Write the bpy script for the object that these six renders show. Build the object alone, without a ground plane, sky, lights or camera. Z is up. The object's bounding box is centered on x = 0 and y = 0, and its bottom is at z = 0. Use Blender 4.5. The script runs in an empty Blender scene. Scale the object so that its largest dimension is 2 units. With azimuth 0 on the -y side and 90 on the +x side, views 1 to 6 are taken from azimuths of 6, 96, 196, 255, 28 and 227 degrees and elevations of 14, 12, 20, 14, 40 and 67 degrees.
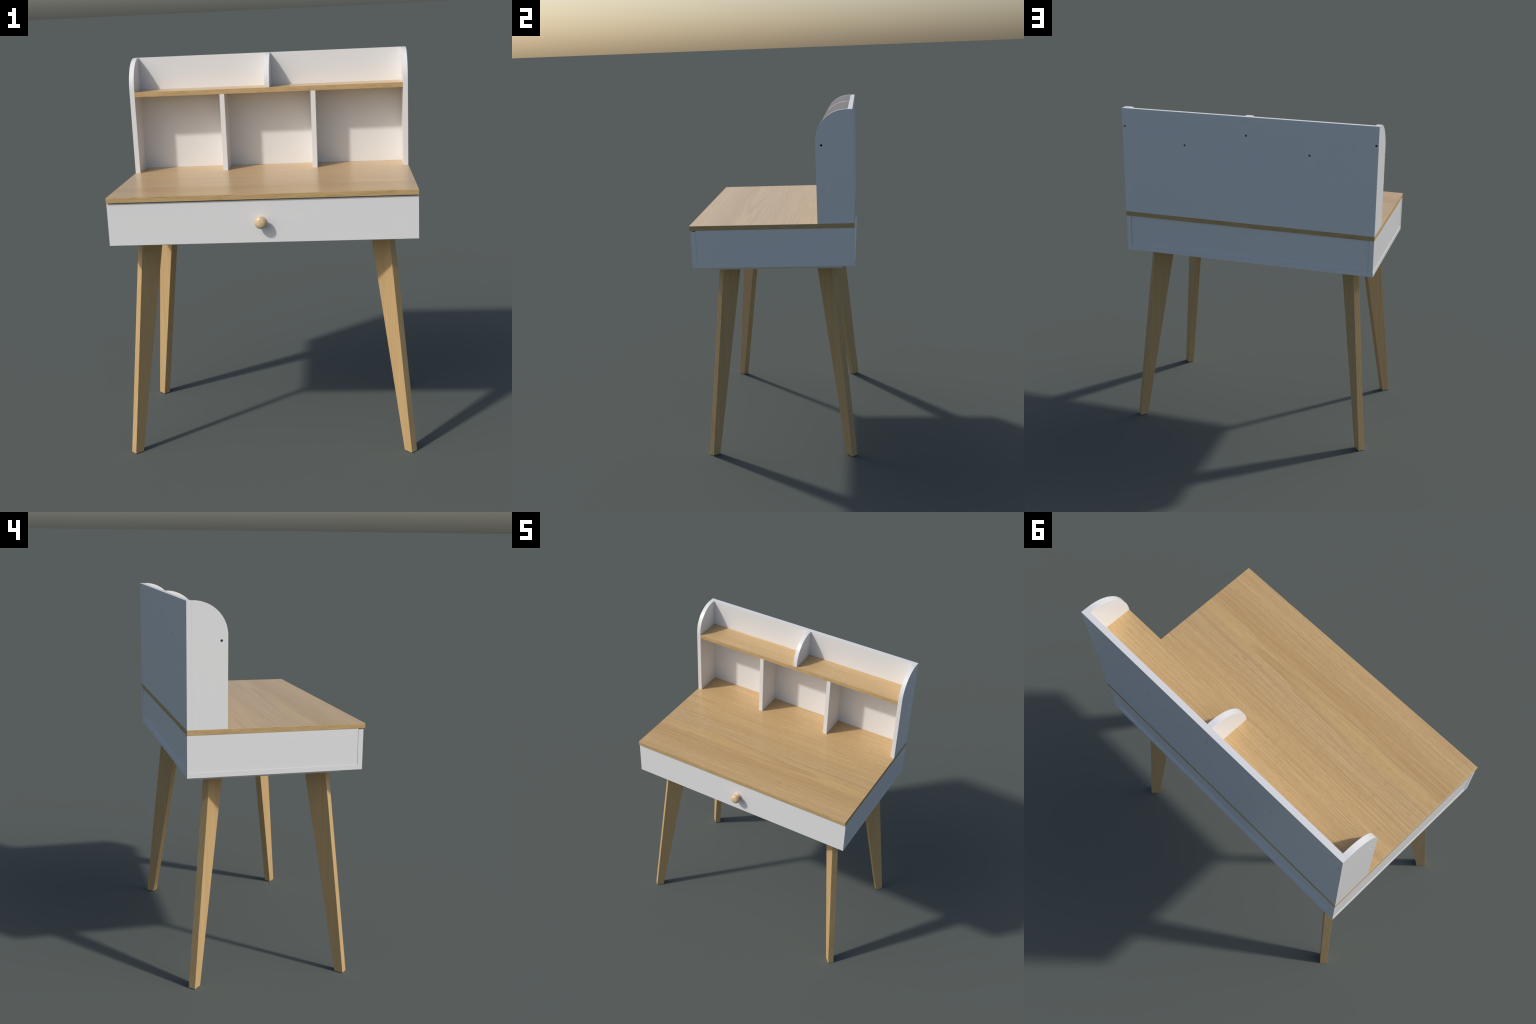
"""Writing desk: oak-veneer top on a white drawer carcass, four splayed oak legs,
and a white desktop hutch with one oak shelf, three dividers and rounded sides."""
import bpy, bmesh, math
from mathutils import Vector, Matrix

# ------------------------------------------------------------------ sizes (m)
T = 0.0262                    # board thickness
W = 0.7540                    # half width of top, bottom board and drawer front
Y_BACK = 0.4828               # rear faces
Y_TOP_FRONT = -0.4392         # front edge of the top
Y_FRONT = -0.4303             # face of the drawer front
Z_TOP = 1.3785                # upper face of the desktop
Z_BODY = 1.1378               # underside of the carcass
Y_SHELF = 0.2793              # front edges of hutch sides, shelf, dividers
Z_SHELF = 1.8232              # upper face of the hutch shelf
ARC = 0.166                   # radius of the rounded hutch corners
Z_HUTCH = 2.0
Y_LEGS = 0.0395               # centre line of the leg frame
HOLE_R = 0.0066


# ------------------------------------------------------------------ materials
class Nodes:
    def __init__(self, name):
        self.m = bpy.data.materials.new(name)
        self.m.use_nodes = True
        self.t = self.m.node_tree
        self.bsdf = self.t.nodes["Principled BSDF"]

    def new(self, kind, **props):
        n = self.t.nodes.new(kind)
        for k, v in props.items():
            setattr(n, k, v)
        return n

    def link(self, a, b):
        self.t.links.new(a, b)

    def put(self, sock, v):
        if isinstance(v, bpy.types.NodeSocket):
            self.link(v, sock)
        else:
            sock.default_value = v

    def math(self, op, a, b=0.0, c=0.0, clamp=False):
        n = self.new("ShaderNodeMath", operation=op, use_clamp=clamp)
        for i, v in enumerate((a, b, c)):
            self.put(n.inputs[i], v)
        return n.outputs[0]

    def mapping(self, vec, scale=(1, 1, 1), loc=(0, 0, 0), rot=(0, 0, 0)):
        n = self.new("ShaderNodeMapping")
        self.link(vec, n.inputs["Vector"])
        n.inputs["Scale"].default_value = scale
        n.inputs["Location"].default_value = loc
        n.inputs["Rotation"].default_value = rot
        return n.outputs[0]

    def noise(self, vec, scale, detail=2.0, rough=0.5, dist=0.0):
        n = self.new("ShaderNodeTexNoise")
        self.link(vec, n.inputs["Vector"])
        n.inputs["Scale"].default_value = scale
        n.inputs["Detail"].default_value = detail
        n.inputs["Roughness"].default_value = rough
        n.inputs["Distortion"].default_value = dist
        return n.outputs["Fac"]

    def remap(self, v, a, b, c, d, smooth=False):
        n = self.new("ShaderNodeMapRange")
        if smooth:
            n.interpolation_type = "SMOOTHSTEP"
        self.link(v, n.inputs[0])
        for i, x in zip((1, 2, 3, 4), (a, b, c, d)):
            n.inputs[i].default_value = x
        return n.outputs[0]

    def mix(self, fac, a, b, blend="MIX"):
        n = self.new("ShaderNodeMix", data_type="RGBA", blend_type=blend)
        self.put(n.inputs[0], fac)
        for s, v in ((n.inputs[6], a), (n.inputs[7], b)):
            if isinstance(v, bpy.types.NodeSocket):
                self.link(v, s)
            else:
                s.default_value = (*v, 1.0)
        return n.outputs[2]

    def bump(self, height, strength, distance):
        n = self.new("ShaderNodeBump")
        n.inputs["Strength"].default_value = strength
        n.inputs["Distance"].default_value = distance
        self.link(height, n.inputs["Height"])
        self.link(n.outputs[0], self.bsdf.inputs["Normal"])


def white_lacquer():
    k = Nodes("white_lacquer")
    co = k.new("ShaderNodeTexCoord").outputs["Object"]
    cloud = k.noise(co, 3.0, 3.0)
    col = k.mix(cloud, WHITE_A, WHITE_B)
    k.link(col, k.bsdf.inputs["Base Color"])
    k.bsdf.inputs["Roughness"].default_value = WHITE_ROUGH
    return k.m


def fibres(k, along, seed, fine=1.0):
    """Fine straight fibres and short dark pores; `along` has the grain on X."""
    p = k.mapping(along, loc=(seed, seed * 1.7, seed * 0.3))
    streak = k.noise(k.mapping(p, (2.2, 170 * fine, 170 * fine)), 1.0, 3.0, 0.6)
    broad = k.noise(k.mapping(p, (0.9, 34 * fine, 34 * fine)), 1.0, 2.0, 0.55)
    pore = k.noise(k.mapping(p, (24, 300 * fine, 300 * fine)), 1.0, 2.0, 0.6)
    return streak, broad, pore


def oak_veneer():
    """Flat-sawn oak sheet, grain on X.  Growth rings are the cut of a slightly
    tilted trunk, its heart line at y = -0.145, so they close into cathedrals."""
    k = Nodes("oak_veneer")
    co = k.new("ShaderNodeTexCoord").outputs["Object"]
    sep = k.new("ShaderNodeSeparateXYZ")
    k.link(co, sep.inputs[0])
    x, y = sep.outputs[0], sep.outputs[1]
    wob = k.noise(k.mapping(co, (1.7, 5.0, 5.0), (3.1, 0.4, 0)), 1.0, 3.0, 0.5)
    wob2 = k.noise(k.mapping(co, (6.0, 22.0, 22.0)), 1.0, 2.0, 0.5)
    dy = k.math("ADD", y, 0.145)
    dy = k.math("ADD", dy, k.remap(wob, 0, 1, -0.034, 0.034))
    dy = k.math("ADD", dy, k.remap(wob2, 0, 1, -0.006, 0.006))
    depth = k.math("MULTIPLY_ADD", x, 0.022, 0.064)
    r = k.math("SQRT", k.math("ADD", k.math("MULTIPLY", dy, dy),
                              k.math("MULTIPLY", depth, depth)))
    ring = k.math("FRACT", k.math("MULTIPLY", r, 40.0))
    # slow rise through the year's growth, quick drop at the next early wood
    early = k.math("MULTIPLY", k.remap(ring, 0.42, 0.90, 0, 1, True),
                   k.remap(ring, 0.90, 1.0, 1, 0, True))
    # every ring differs in strength
    year = k.new("ShaderNodeTexWhiteNoise", noise_dimensions="1D")
    k.put(year.inputs["W"], k.math("FLOOR", k.math("MULTIPLY", r, 40.0)))
    early = k.math("MULTIPLY", early, k.remap(year.outputs["Value"], 0, 1, 0.45, 1.0))
    # tighter grain towards the sides of the sheet
    ring2 = k.math("SINE", k.math("MULTIPLY", r, 640.0))
    side = k.remap(k.math("ABSOLUTE", dy), 0.03, 0.12, 0.15, 1.0, True)
    flat = k.remap(k.math("ABSOLUTE", dy), 0.10, 0.26, 0.46, 0.15, True)
    patch = k.noise(k.mapping(co, (2.5, 14.0, 14.0), (7, 2, 0)), 1.0, 2.0)
    fine = k.math("MULTIPLY", k.math("MULTIPLY", side, k.remap(patch, 0.35, 0.65, 0.25, 1)),
                  k.remap(ring2, -0.3, 1.0, 0, 1))
    streak, broad, pore = fibres(k, co, 0.0)
    # broad colour zones across the sheet (run lengthways, drift a little)
    yz = k.math("ADD", y, k.remap(wob, 0, 1, -0.05, 0.05))
    dark = k.math("MULTIPLY", k.remap(yz, -0.34, -0.235, 0, 1, True),
                  k.remap(yz, -0.225, -0.175, 1, 0, True))
    gold = k.math("MULTIPLY", k.remap(yz, -0.185, -0.155, 0, 1, True),
                  k.remap(yz, -0.15, -0.12, 1, 0, True))
    pale = k.math("MULTIPLY", k.remap(yz, -0.12, -0.09, 0, 1, True),
                  k.remap(yz, -0.07, 0.06, 1, 0, True))
    col = k.mix(k.remap(broad, 0.3, 0.7, 0, 1), OAK_LIGHT, OAK_MID)
    col = k.mix(k.math("MULTIPLY", dark, 0.65), col, OAK_BROWN)
    col = k.mix(k.math("MULTIPLY", gold, 0.60), col, OAK_GOLD)
    col = k.mix(k.math("MULTIPLY", pale, 0.55), col, OAK_GREY)
    col = k.mix(k.math("MULTIPLY", early, flat), col, OAK_RING)
    col = k.mix(k.math("MULTIPLY", fine, 0.38), col, OAK_RING)
    col = k.mix(k.remap(streak, 0.47, 0.72, 0, 0.42), col, OAK_DARK)
    col = k.mix(k.remap(streak, 0.48, 0.25, 0, 0.55), col, OAK_PALE)
    col = k.mix(k.remap(pore, 0.56, 0.68, 0, 0.75), col, OAK_DARK)
    # a small pin knot in the sheet
    kx = k.math("MULTIPLY", k.math("SUBTRACT", x, 0.394), 0.45)
    ky = k.math("ADD", y, 0.072)
    kd = k.math("SQRT", k.math("ADD", k.math("MULTIPLY", kx, kx),
                               k.math("MULTIPLY", ky, ky)))
    knot = k.math("MULTIPLY", k.remap(kd, 0.0, 0.013, 0.6, 0, True),
                  k.remap(wob2, 0.3, 0.6, 0.4, 1))
    col = k.mix(knot, col, OAK_DARK)
    k.link(col, k.bsdf.inputs["Base Color"])
    k.bsdf.inputs["Roughness"].default_value = OAK_ROUGH
    k.bump(streak, 0.05, 0.0004)
    return k.m


def oak_edge(name, axis):
    """Edge banding: grain runs lengthways along the edge (axis 0 = X, 1 = Y)."""
    k = Nodes(name)
    co = k.new("ShaderNodeTexCoord").outputs["Object"]
    if axis == 1:
        co = k.mapping(co, rot=(0, 0, math.radians(90)))
    p = k.mapping(co, (12.0, 40.0, 210.0))
    broad = k.noise(p, 1.0, 3.0, 0.6, 0.6)
    streak, _, pore = fibres(k, co, 5.0)
    col = k.mix(k.remap(broad, 0.45, 0.68, 0, 1), EDGE_LIGHT, EDGE_DARK)
    col = k.mix(k.remap(streak, 0.5, 0.75, 0, 0.35), col, OAK_DARK)
    k.link(col, k.bsdf.inputs["Base Color"])
    k.bsdf.inputs["Roughness"].default_value = 0.5
    return k.m


def oak_solid():
    """Solid oak for the legs, grain on Z, lines parallel to the outer face."""
    k = Nodes("oak_solid")
    co = k.new("ShaderNodeTexCoord").outputs["Object"]
    rnd = k.new("ShaderNodeObjectInfo").outputs["Random"]
    off = k.new("ShaderNodeCombineXYZ")
    k.put(off.inputs[0], k.math("MULTIPLY", rnd, 3.0))
    k.put(off.inputs[1], k.math("MULTIPLY", rnd, 7.0))
    k.put(off.inputs[2], k.math("MULTIPLY", rnd, 11.0))
    sep = k.new("ShaderNodeSeparateXYZ")
    k.link(co, sep.inputs[0])
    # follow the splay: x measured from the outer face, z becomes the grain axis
    xs = k.math("MULTIPLY_ADD", sep.outputs[2], LEG_LEAN, sep.outputs[0])
    loc = k.new("ShaderNodeCombineXYZ")
    k.put(loc.inputs[0], sep.outputs[2])
    k.put(loc.inputs[1], xs)
    k.put(loc.inputs[2], sep.outputs[1])
    add = k.new("ShaderNodeVectorMath", operation="ADD")
    k.link(loc.outputs[0], add.inputs[0])
    k.link(off.outputs[0], add.inputs[1])
    g = add.outputs[0]
    wob = k.noise(k.mapping(g, (1.6, 9.0, 9.0)), 1.0, 2.0)
    gs = k.new("ShaderNodeSeparateXYZ")
    k.link(g, gs.inputs[0])
    d = k.math("ADD", k.math("ADD", gs.outputs[1], k.math("MULTIPLY", gs.outputs[2], 0.6)),
               k.remap(wob, 0, 1, -0.011, 0.011))
    ring = k.math("SINE", k.math("MULTIPLY", d, 560.0))
    streak, broad, pore = fibres(k, g, 2.0)
    col = k.mix(k.remap(broad, 0.3, 0.7, 0, 1), LEG_LIGHT, LEG_MID)
    col = k.mix(k.remap(ring, -0.2, 1.0, 0, 0.42), col, LEG_DARK)
    col = k.mix(k.remap(streak, 0.48, 0.75, 0, 0.40), col, LEG_DARK)
    col = k.mix(k.remap(pore, 0.60, 0.72, 0, 0.30), col, LEG_DARK)
    k.link(col, k.bsdf.inputs["Base Color"])
    k.bsdf.inputs["Roughness"].default_value = 0.55
    k.bump(streak, 0.06, 0.0004)
    return k.m


def pine_turned():
    """Clear-lacquered pale wood of the knob, grain upright."""
    k = Nodes("lacquered_pine")
    co = k.new("ShaderNodeTexCoord").outputs["Object"]
    g = k.noise(k.mapping(co, (48.0, 30.0, 14.0), (0.31, 0.2, 0.1)), 1.0, 2.0, 0.5, 0.4)
    f = k.noise(k.mapping(co, (420.0, 300.0, 20.0)), 1.0, 2.0)
    col = k.mix(k.remap(g, 0.35, 0.65, 0, 1), (0.76, 0.595, 0.385), (0.67, 0.465, 0.26))
    col = k.mix(k.remap(f, 0.5, 0.75, 0, 0.22), col, (0.52, 0.34, 0.16))
    k.link(col, k.bsdf.inputs["Base Color"])
    k.bsdf.inputs["Roughness"].default_value = 0.28
    k.bsdf.inputs["Coat Weight"].default_value = 0.2
    k.bsdf.inputs["Coat Roughness"].default_value = 0.12
    return k.m


WHITE_A, WHITE_B, WHITE_ROUGH = (0.80, 0.80, 0.80), (0.795, 0.795, 0.795), 0.30
OAK_ROUGH = 0.28
OAK_LIGHT = (0.645, 0.443, 0.212)
OAK_MID = (0.595, 0.396, 0.185)
OAK_BROWN = (0.520, 0.325, 0.135)
OAK_GOLD = (0.630, 0.425, 0.175)
OAK_GREY = (0.590, 0.420, 0.230)
OAK_RING = (0.425, 0.258, 0.112)
OAK_DARK = (0.440, 0.290, 0.135)
OAK_PALE = (0.720, 0.515, 0.280)
EDGE_LIGHT = (0.580, 0.395, 0.180)
EDGE_DARK = (0.420, 0.275, 0.118)
LEG_LIGHT = (0.640, 0.435, 0.205)
LEG_MID = (0.580, 0.385, 0.180)
LEG_DARK = (0.430, 0.275, 0.120)
LEG_LEAN = 0.02


# ------------------------------------------------------------------ geometry
def link(ob, parent):
    bpy.context.scene.collection.objects.link(ob)
    ob.parent = parent
    return ob


def smooth_by_angle(me, deg):
    bm = bmesh.new()
    bm.from_mesh(me)
    lim = math.radians(deg)
    for f in bm.faces:
        f.smooth = True
    for e in bm.edges:
        e.smooth = len(e.link_faces) == 2 and e.calc_face_angle(0.0) < lim
    bm.to_mesh(me)
    bm.free()


def make(name, bm, mats, parent, origin, bevel=0.0007, pick=None, holes=(), smooth=9):
    """Turn a bmesh (world coordinates) into a bevelled part with its own origin."""
    o = Vector(origin)
    bmesh.ops.recalc_face_normals(bm, faces=bm.faces)
    bmesh.ops.translate(bm, verts=bm.verts, vec=-o)
    me = bpy.data.meshes.new(name)
    bm.to_mesh(me)
    bm.free()
    ob = bpy.data.objects.new(name, me)
    for m in mats:
        me.materials.append(m)
    link(ob, None)
    ob.location = o
    temps = []
    if bevel:
        b = ob.modifiers.new("edge", "BEVEL")
        b.width, b.segments, b.limit_method = bevel, 2, "ANGLE"
        b.angle_limit = math.radians(40)
        b.use_clamp_overlap = True
    for pos, axis in holes:
        c = drill(pos, axis)
        temps.append(c)
        d = ob.modifiers.new("hole", "BOOLEAN")
        d.operation, d.object, d.solver = "DIFFERENCE", c, "EXACT"
    bpy.context.view_layer.update()
    dg = bpy.context.evaluated_depsgraph_get()
    res = bpy.data.meshes.new_from_object(ob.evaluated_get(dg))
    ob.modifiers.clear()
    ob.data = res
    res.name = name
    bpy.data.meshes.remove(me)
    for c in temps:
        bpy.data.meshes.remove(c.data)
    if pick:
        for p in res.polygons:
            p.material_index = pick(p.normal)
    smooth_by_angle(res, smooth)
    ob.parent = parent
    return ob


def drill(pos, axis, depth=0.047):
    """Screw-hole cutter from a face point, going inward along `axis`."""
    a = Vector(axis)
    bm = bmesh.new()
    bmesh.ops.create_cone(bm, cap_ends=True, segments=24, radius1=HOLE_R,
                          radius2=HOLE_R, depth=depth + 0.01)
    rot = Vector((0, 0, 1)).rotation_difference(a).to_matrix().to_4x4()
    mid = Vector(pos) + a * (depth / 2 - 0.005)
    bmesh.ops.transform(bm, verts=bm.verts, matrix=Matrix.Translation(mid) @ rot)
    me = bpy.data.meshes.new("drill")
    bm.to_mesh(me)
    bm.free()
    ob = bpy.data.objects.new("drill", me)
    link(ob, None)
    ob.hide_render = True
    return ob


def box(x0, x1, y0, y1, z0, z1, bm=None):
    bm = bm or bmesh.new()
    r = bmesh.ops.create_cube(bm, size=1.0)
    m = Matrix.Translation(((x0 + x1) / 2, (y0 + y1) / 2, (z0 + z1) / 2)) \
        @ Matrix.Diagonal((x1 - x0, y1 - y0, z1 - z0, 1))
    bmesh.ops.transform(bm, verts=r["verts"], matrix=m)
    return bm


def slab(profile, x0, x1):
    """Extrude a (y, z) outline from x0 to x1."""
    bm = bmesh.new()
    a = [bm.verts.new((x0, y, z)) for y, z in profile]
    b = [bm.verts.new((x1, y, z)) for y, z in profile]
    bm.faces.new(a)
    bm.faces.new(list(reversed(b)))
    n = len(profile)
    for i in range(n):
        j = (i + 1) % n
        bm.faces.new((a[i], b[i], b[j], a[j]))
    return bm


def rounded_side(z0, y_back, steps=40):
    """Hutch side outline: upright front edge running into a quarter circle."""
    cy, cz = Y_SHELF + ARC, Z_HUTCH - ARC
    pts = [(y_back, z0), (y_back, Z_HUTCH)]
    for i in range(steps + 1):
        a = math.radians(90 + 90 * i / steps)
        y, z = cy + ARC * math.cos(a), cz + ARC * math.sin(a)
        if z < z0:                     # the outline is cut off at its foot
            break
        pts.append((y, z))
    if pts[-1][1] > z0 + 1e-4:
        pts.append((Y_SHELF, z0))
    return pts


def lathe_y(profile, segs=48):
    """Solid of revolution about the Y axis; profile of (y, radius)."""
    bm = bmesh.new()
    rings = []
    for y, r in profile:
        if r < 1e-6:
            rings.append([bm.verts.new((0, y, 0))])
        else:
            rings.append([bm.verts.new((r * math.cos(2 * math.pi * i / segs), y,
                                        r * math.sin(2 * math.pi * i / segs)))
                          for i in range(segs)])
    for a, b in zip(rings, rings[1:]):
        for i in range(segs):
            j = (i + 1) % segs
            if len(a) == 1:
                bm.faces.new((a[0], b[i], b[j]))
            elif len(b) == 1:
                bm.faces.new((a[i], b[0], a[j]))
            else:
                bm.faces.new((a[i], b[i], b[j], a[j]))
    return bm


# ------------------------------------------------------------------ the desk
desk = bpy.data.objects.new("writing_desk", None)
desk["label"] = "white writing desk with oak top, hutch and splayed oak legs"
desk["category"] = "desk"
bpy.context.scene.collection.objects.link(desk)

white = white_lacquer()
veneer = oak_veneer()
edge_x = oak_edge("oak_edge_band", 0)
edge_y = oak_edge("oak_edge_band_crosswise", 1)
leg_oak = oak_solid()
knob_wood = pine_turned()


def veneered(n):
    """0 = sheet faces, 1 = long edges, 2 = short edges."""
    if abs(n.z) > 0.6:
        return 0
    return 1 if abs(n.y) > abs(n.x) else 2


# desktop
make("tabletop", box(-W, W, Y_TOP_FRONT, Y_BACK, Z_TOP - T, Z_TOP),
     [veneer, edge_x, edge_y], desk, (0, 0, Z_TOP - T / 2), 0.0009, veneered)

# carcass: bottom board with sides and back standing on it, a little set in
z_low = Z_BODY + T
y_seam = Y_FRONT + T + 0.0001
SIDE_IN, BACK_IN = 0.0014, 0.0065
make("bottom_panel", box(-W, W, y_seam, Y_BACK + 0.0005, Z_BODY, z_low), [white], desk,
     (0, 0.04, Z_BODY), 0.0002)
for s in (-1, 1):
    xs = sorted((s * (W - SIDE_IN), s * (W - SIDE_IN - T + 0.0004)))
    make("side_panel", box(*xs, y_seam + 0.0002, Y_BACK, z_low + 0.0001, Z_TOP - T - 0.0001),
         [white], desk, (s * W, 0.04, z_low), 0.0004)
inner = W - SIDE_IN - T - 0.0006
make("back_panel", box(-inner, inner, Y_BACK - BACK_IN - T, Y_BACK - BACK_IN,
                       z_low + 0.0001, Z_TOP - T - 0.0001), [white], desk,
     (0, Y_BACK, z_low), 0.0004)

# drawer: full-width front, box behind it, turned knob
z_front = Z_TOP - T - 0.0052
front = make("drawer_front", box(-W, W, Y_FRONT, Y_FRONT + T, Z_BODY, z_front), [white],
             desk, (0, Y_FRONT, Z_BODY), 0.0002)
bx, by0, by1 = inner - 0.008, Y_FRONT + T + 0.0003, 0.20
bz0, bz1 = z_low + 0.008, z_front - 0.045
bm = box(-bx, -bx + 0.02, by0, by1, bz0, bz1)
box(bx - 0.02, bx, by0, by1, bz0, bz1, bm)
box(-bx + 0.0202, bx - 0.0202, by1 - 0.02, by1, bz0, bz1, bm)
box(-bx + 0.0202, bx - 0.0202, by0, by1 - 0.0202, bz0, bz0 + 0.01, bm)
inner_box = make("drawer_box", bm, [white], None, (0, by0, bz0), 0.0005)
inner_box.parent = front
inner_box.matrix_parent_inverse = Matrix.Translation(-front.location)

KNOB_Z, KNOB_R = 1.2422, 0.0308
prof = [(0.0, 0.0), (0.0, 0.0222)]
for i in range(9):                                    # rounded foot
    a = math.radians(-40 + 125 * i / 8)
    prof.append((0.0046 + 0.0068 * math.sin(a), 0.0176 + 0.0068 * math.cos(a)))
prof += [(0.0136, 0.0148), (0.0160, 0.0132), (0.0180, 0.0134)]
cap_c, cap_h = 0.0342, 0.0182                         # flattened ball
for i in range(19):
    a = math.radians(-60 + 150 * i / 18)
    prof.append((cap_c + cap_h * math.sin(a), KNOB_R * max(math.cos(a), 0.0) ** 0.94))
prof[-1] = (cap_c + cap_h, 0.0)
bm = lathe_y([(-y, r) for y, r in prof])
bmesh.ops.translate(bm, verts=bm.verts, vec=(0, Y_FRONT - 0.0002, KNOB_Z))
knob = make("drawer_knob", bm, [knob_wood], None, (0, Y_FRONT, KNOB_Z), 0, smooth=60)
knob.parent = front
knob.matrix_parent_inverse = Matrix.Translation(-front.location)

# board under the carcass that carries the legs
z_frame = Z_BODY - T
make("leg_frame", box(-0.684, 0.684, Y_LEGS - 0.373, Y_LEGS + 0.373, z_frame, Z_BODY - 0.0002),
     [white], desk, (0, Y_LEGS, z_frame), 0.0004)

# legs: rectangular section set on the diagonal, tapering and splaying outward.
# Local +X points outward along the diagonal, origin under the outer foot edge.
LEG_W = 0.0392
TOP_T = z_frame - 0.0002
k = TOP_T / 1.125
r2 = math.sqrt(2)
out_top, in_foot, in_top = -0.1000 * r2 * k, -0.0348 * r2, (-0.0348 - 0.1542 * k) * r2
bm = bmesh.new()
quad = lambda xo, xi, z: [bm.verts.new(p) for p in (
    (xo, -LEG_W / 2, z), (xo, LEG_W / 2, z), (xi, LEG_W / 2, z), (xi, -LEG_W / 2, z))]
foot, head = quad(0.0, in_foot, 0.0), quad(out_top, in_top, TOP_T)
bm.faces.new(foot)
bm.faces.new(head)
for i in range(4):
    j = (i + 1) % 4
    bm.faces.new((foot[i], foot[j], head[j], head[i]))
leg = make("leg", bm, [leg_oak], None, (0, 0, 0), 0.0006)
FOOT_X, FOOT_Y = 0.7320, 0.4215
for i, (sx, sy) in enumerate(((-1, -1), (1, -1), (1, 1), (-1, 1))):
    ob = leg if i == 0 else link(leg.copy(), None)
    ob.location = (sx * FOOT_X, Y_LEGS + sy * FOOT_Y, 0)
    ob.rotation_euler = (0, 0, math.atan2(sy, sx))
    ob.parent = desk

# hutch
z0 = Z_TOP + 0.0001
yb = Y_BACK - T
HW = 0.7535
hole_z_high, hole_z_low, hole_y = 1.8940, 1.8101, 0.3109
back_holes = [((x, Y_BACK, z), (0, -1, 0)) for x, z in (
    (-0.7398, hole_z_high), (0.0, hole_z_high), (0.7398, hole_z_high),
    (-0.3695, hole_z_low), (0.3695, hole_z_low))]
side_hole = {s: [((s * HW, hole_y, hole_z_low), (-s, 0, 0))] for s in (-1, 1)}
make("hutch_back", box(-HW, HW, yb, Y_BACK, z0, Z_HUTCH), [white], desk,
     (0, Y_BACK, z0), 0.0003, holes=back_holes)
for s in (-1, 1):
    xs = sorted((s * HW, s * (HW - T)))
    make("hutch_side", slab(rounded_side(z0, yb - 0.0001), *xs), [white], desk,
         (s * HW, yb, z0), 0.0003,
         holes=side_hole[s] + [h for h in back_holes if h[0][0] * s > 0.5])
si = HW - T - 0.0001
make("hutch_shelf", box(-si, si, Y_SHELF + 0.0005, yb - 0.0001, Z_SHELF - T, Z_SHELF),
     [veneer, edge_x, edge_y], desk, (0, 0.05, Z_SHELF - T / 2), 0.0007, veneered,
     holes=side_hole[-1] + side_hole[1] + back_holes[3:])
for x in (-0.2468, 0.2472):
    make("divider", box(x - T / 2, x + T / 2, Y_SHELF, yb - 0.0001, z0, Z_SHELF - T - 0.0001),
         [white], desk, (x, yb, z0), 0.0003)
make("divider", slab(rounded_side(Z_SHELF + 0.0001, yb - 0.0001), -T / 2, T / 2), [white],
     desk, (0, yb, Z_SHELF), 0.0003, holes=[back_holes[1]])

for me in list(bpy.data.meshes):
    if me.users == 0:
        bpy.data.meshes.remove(me)
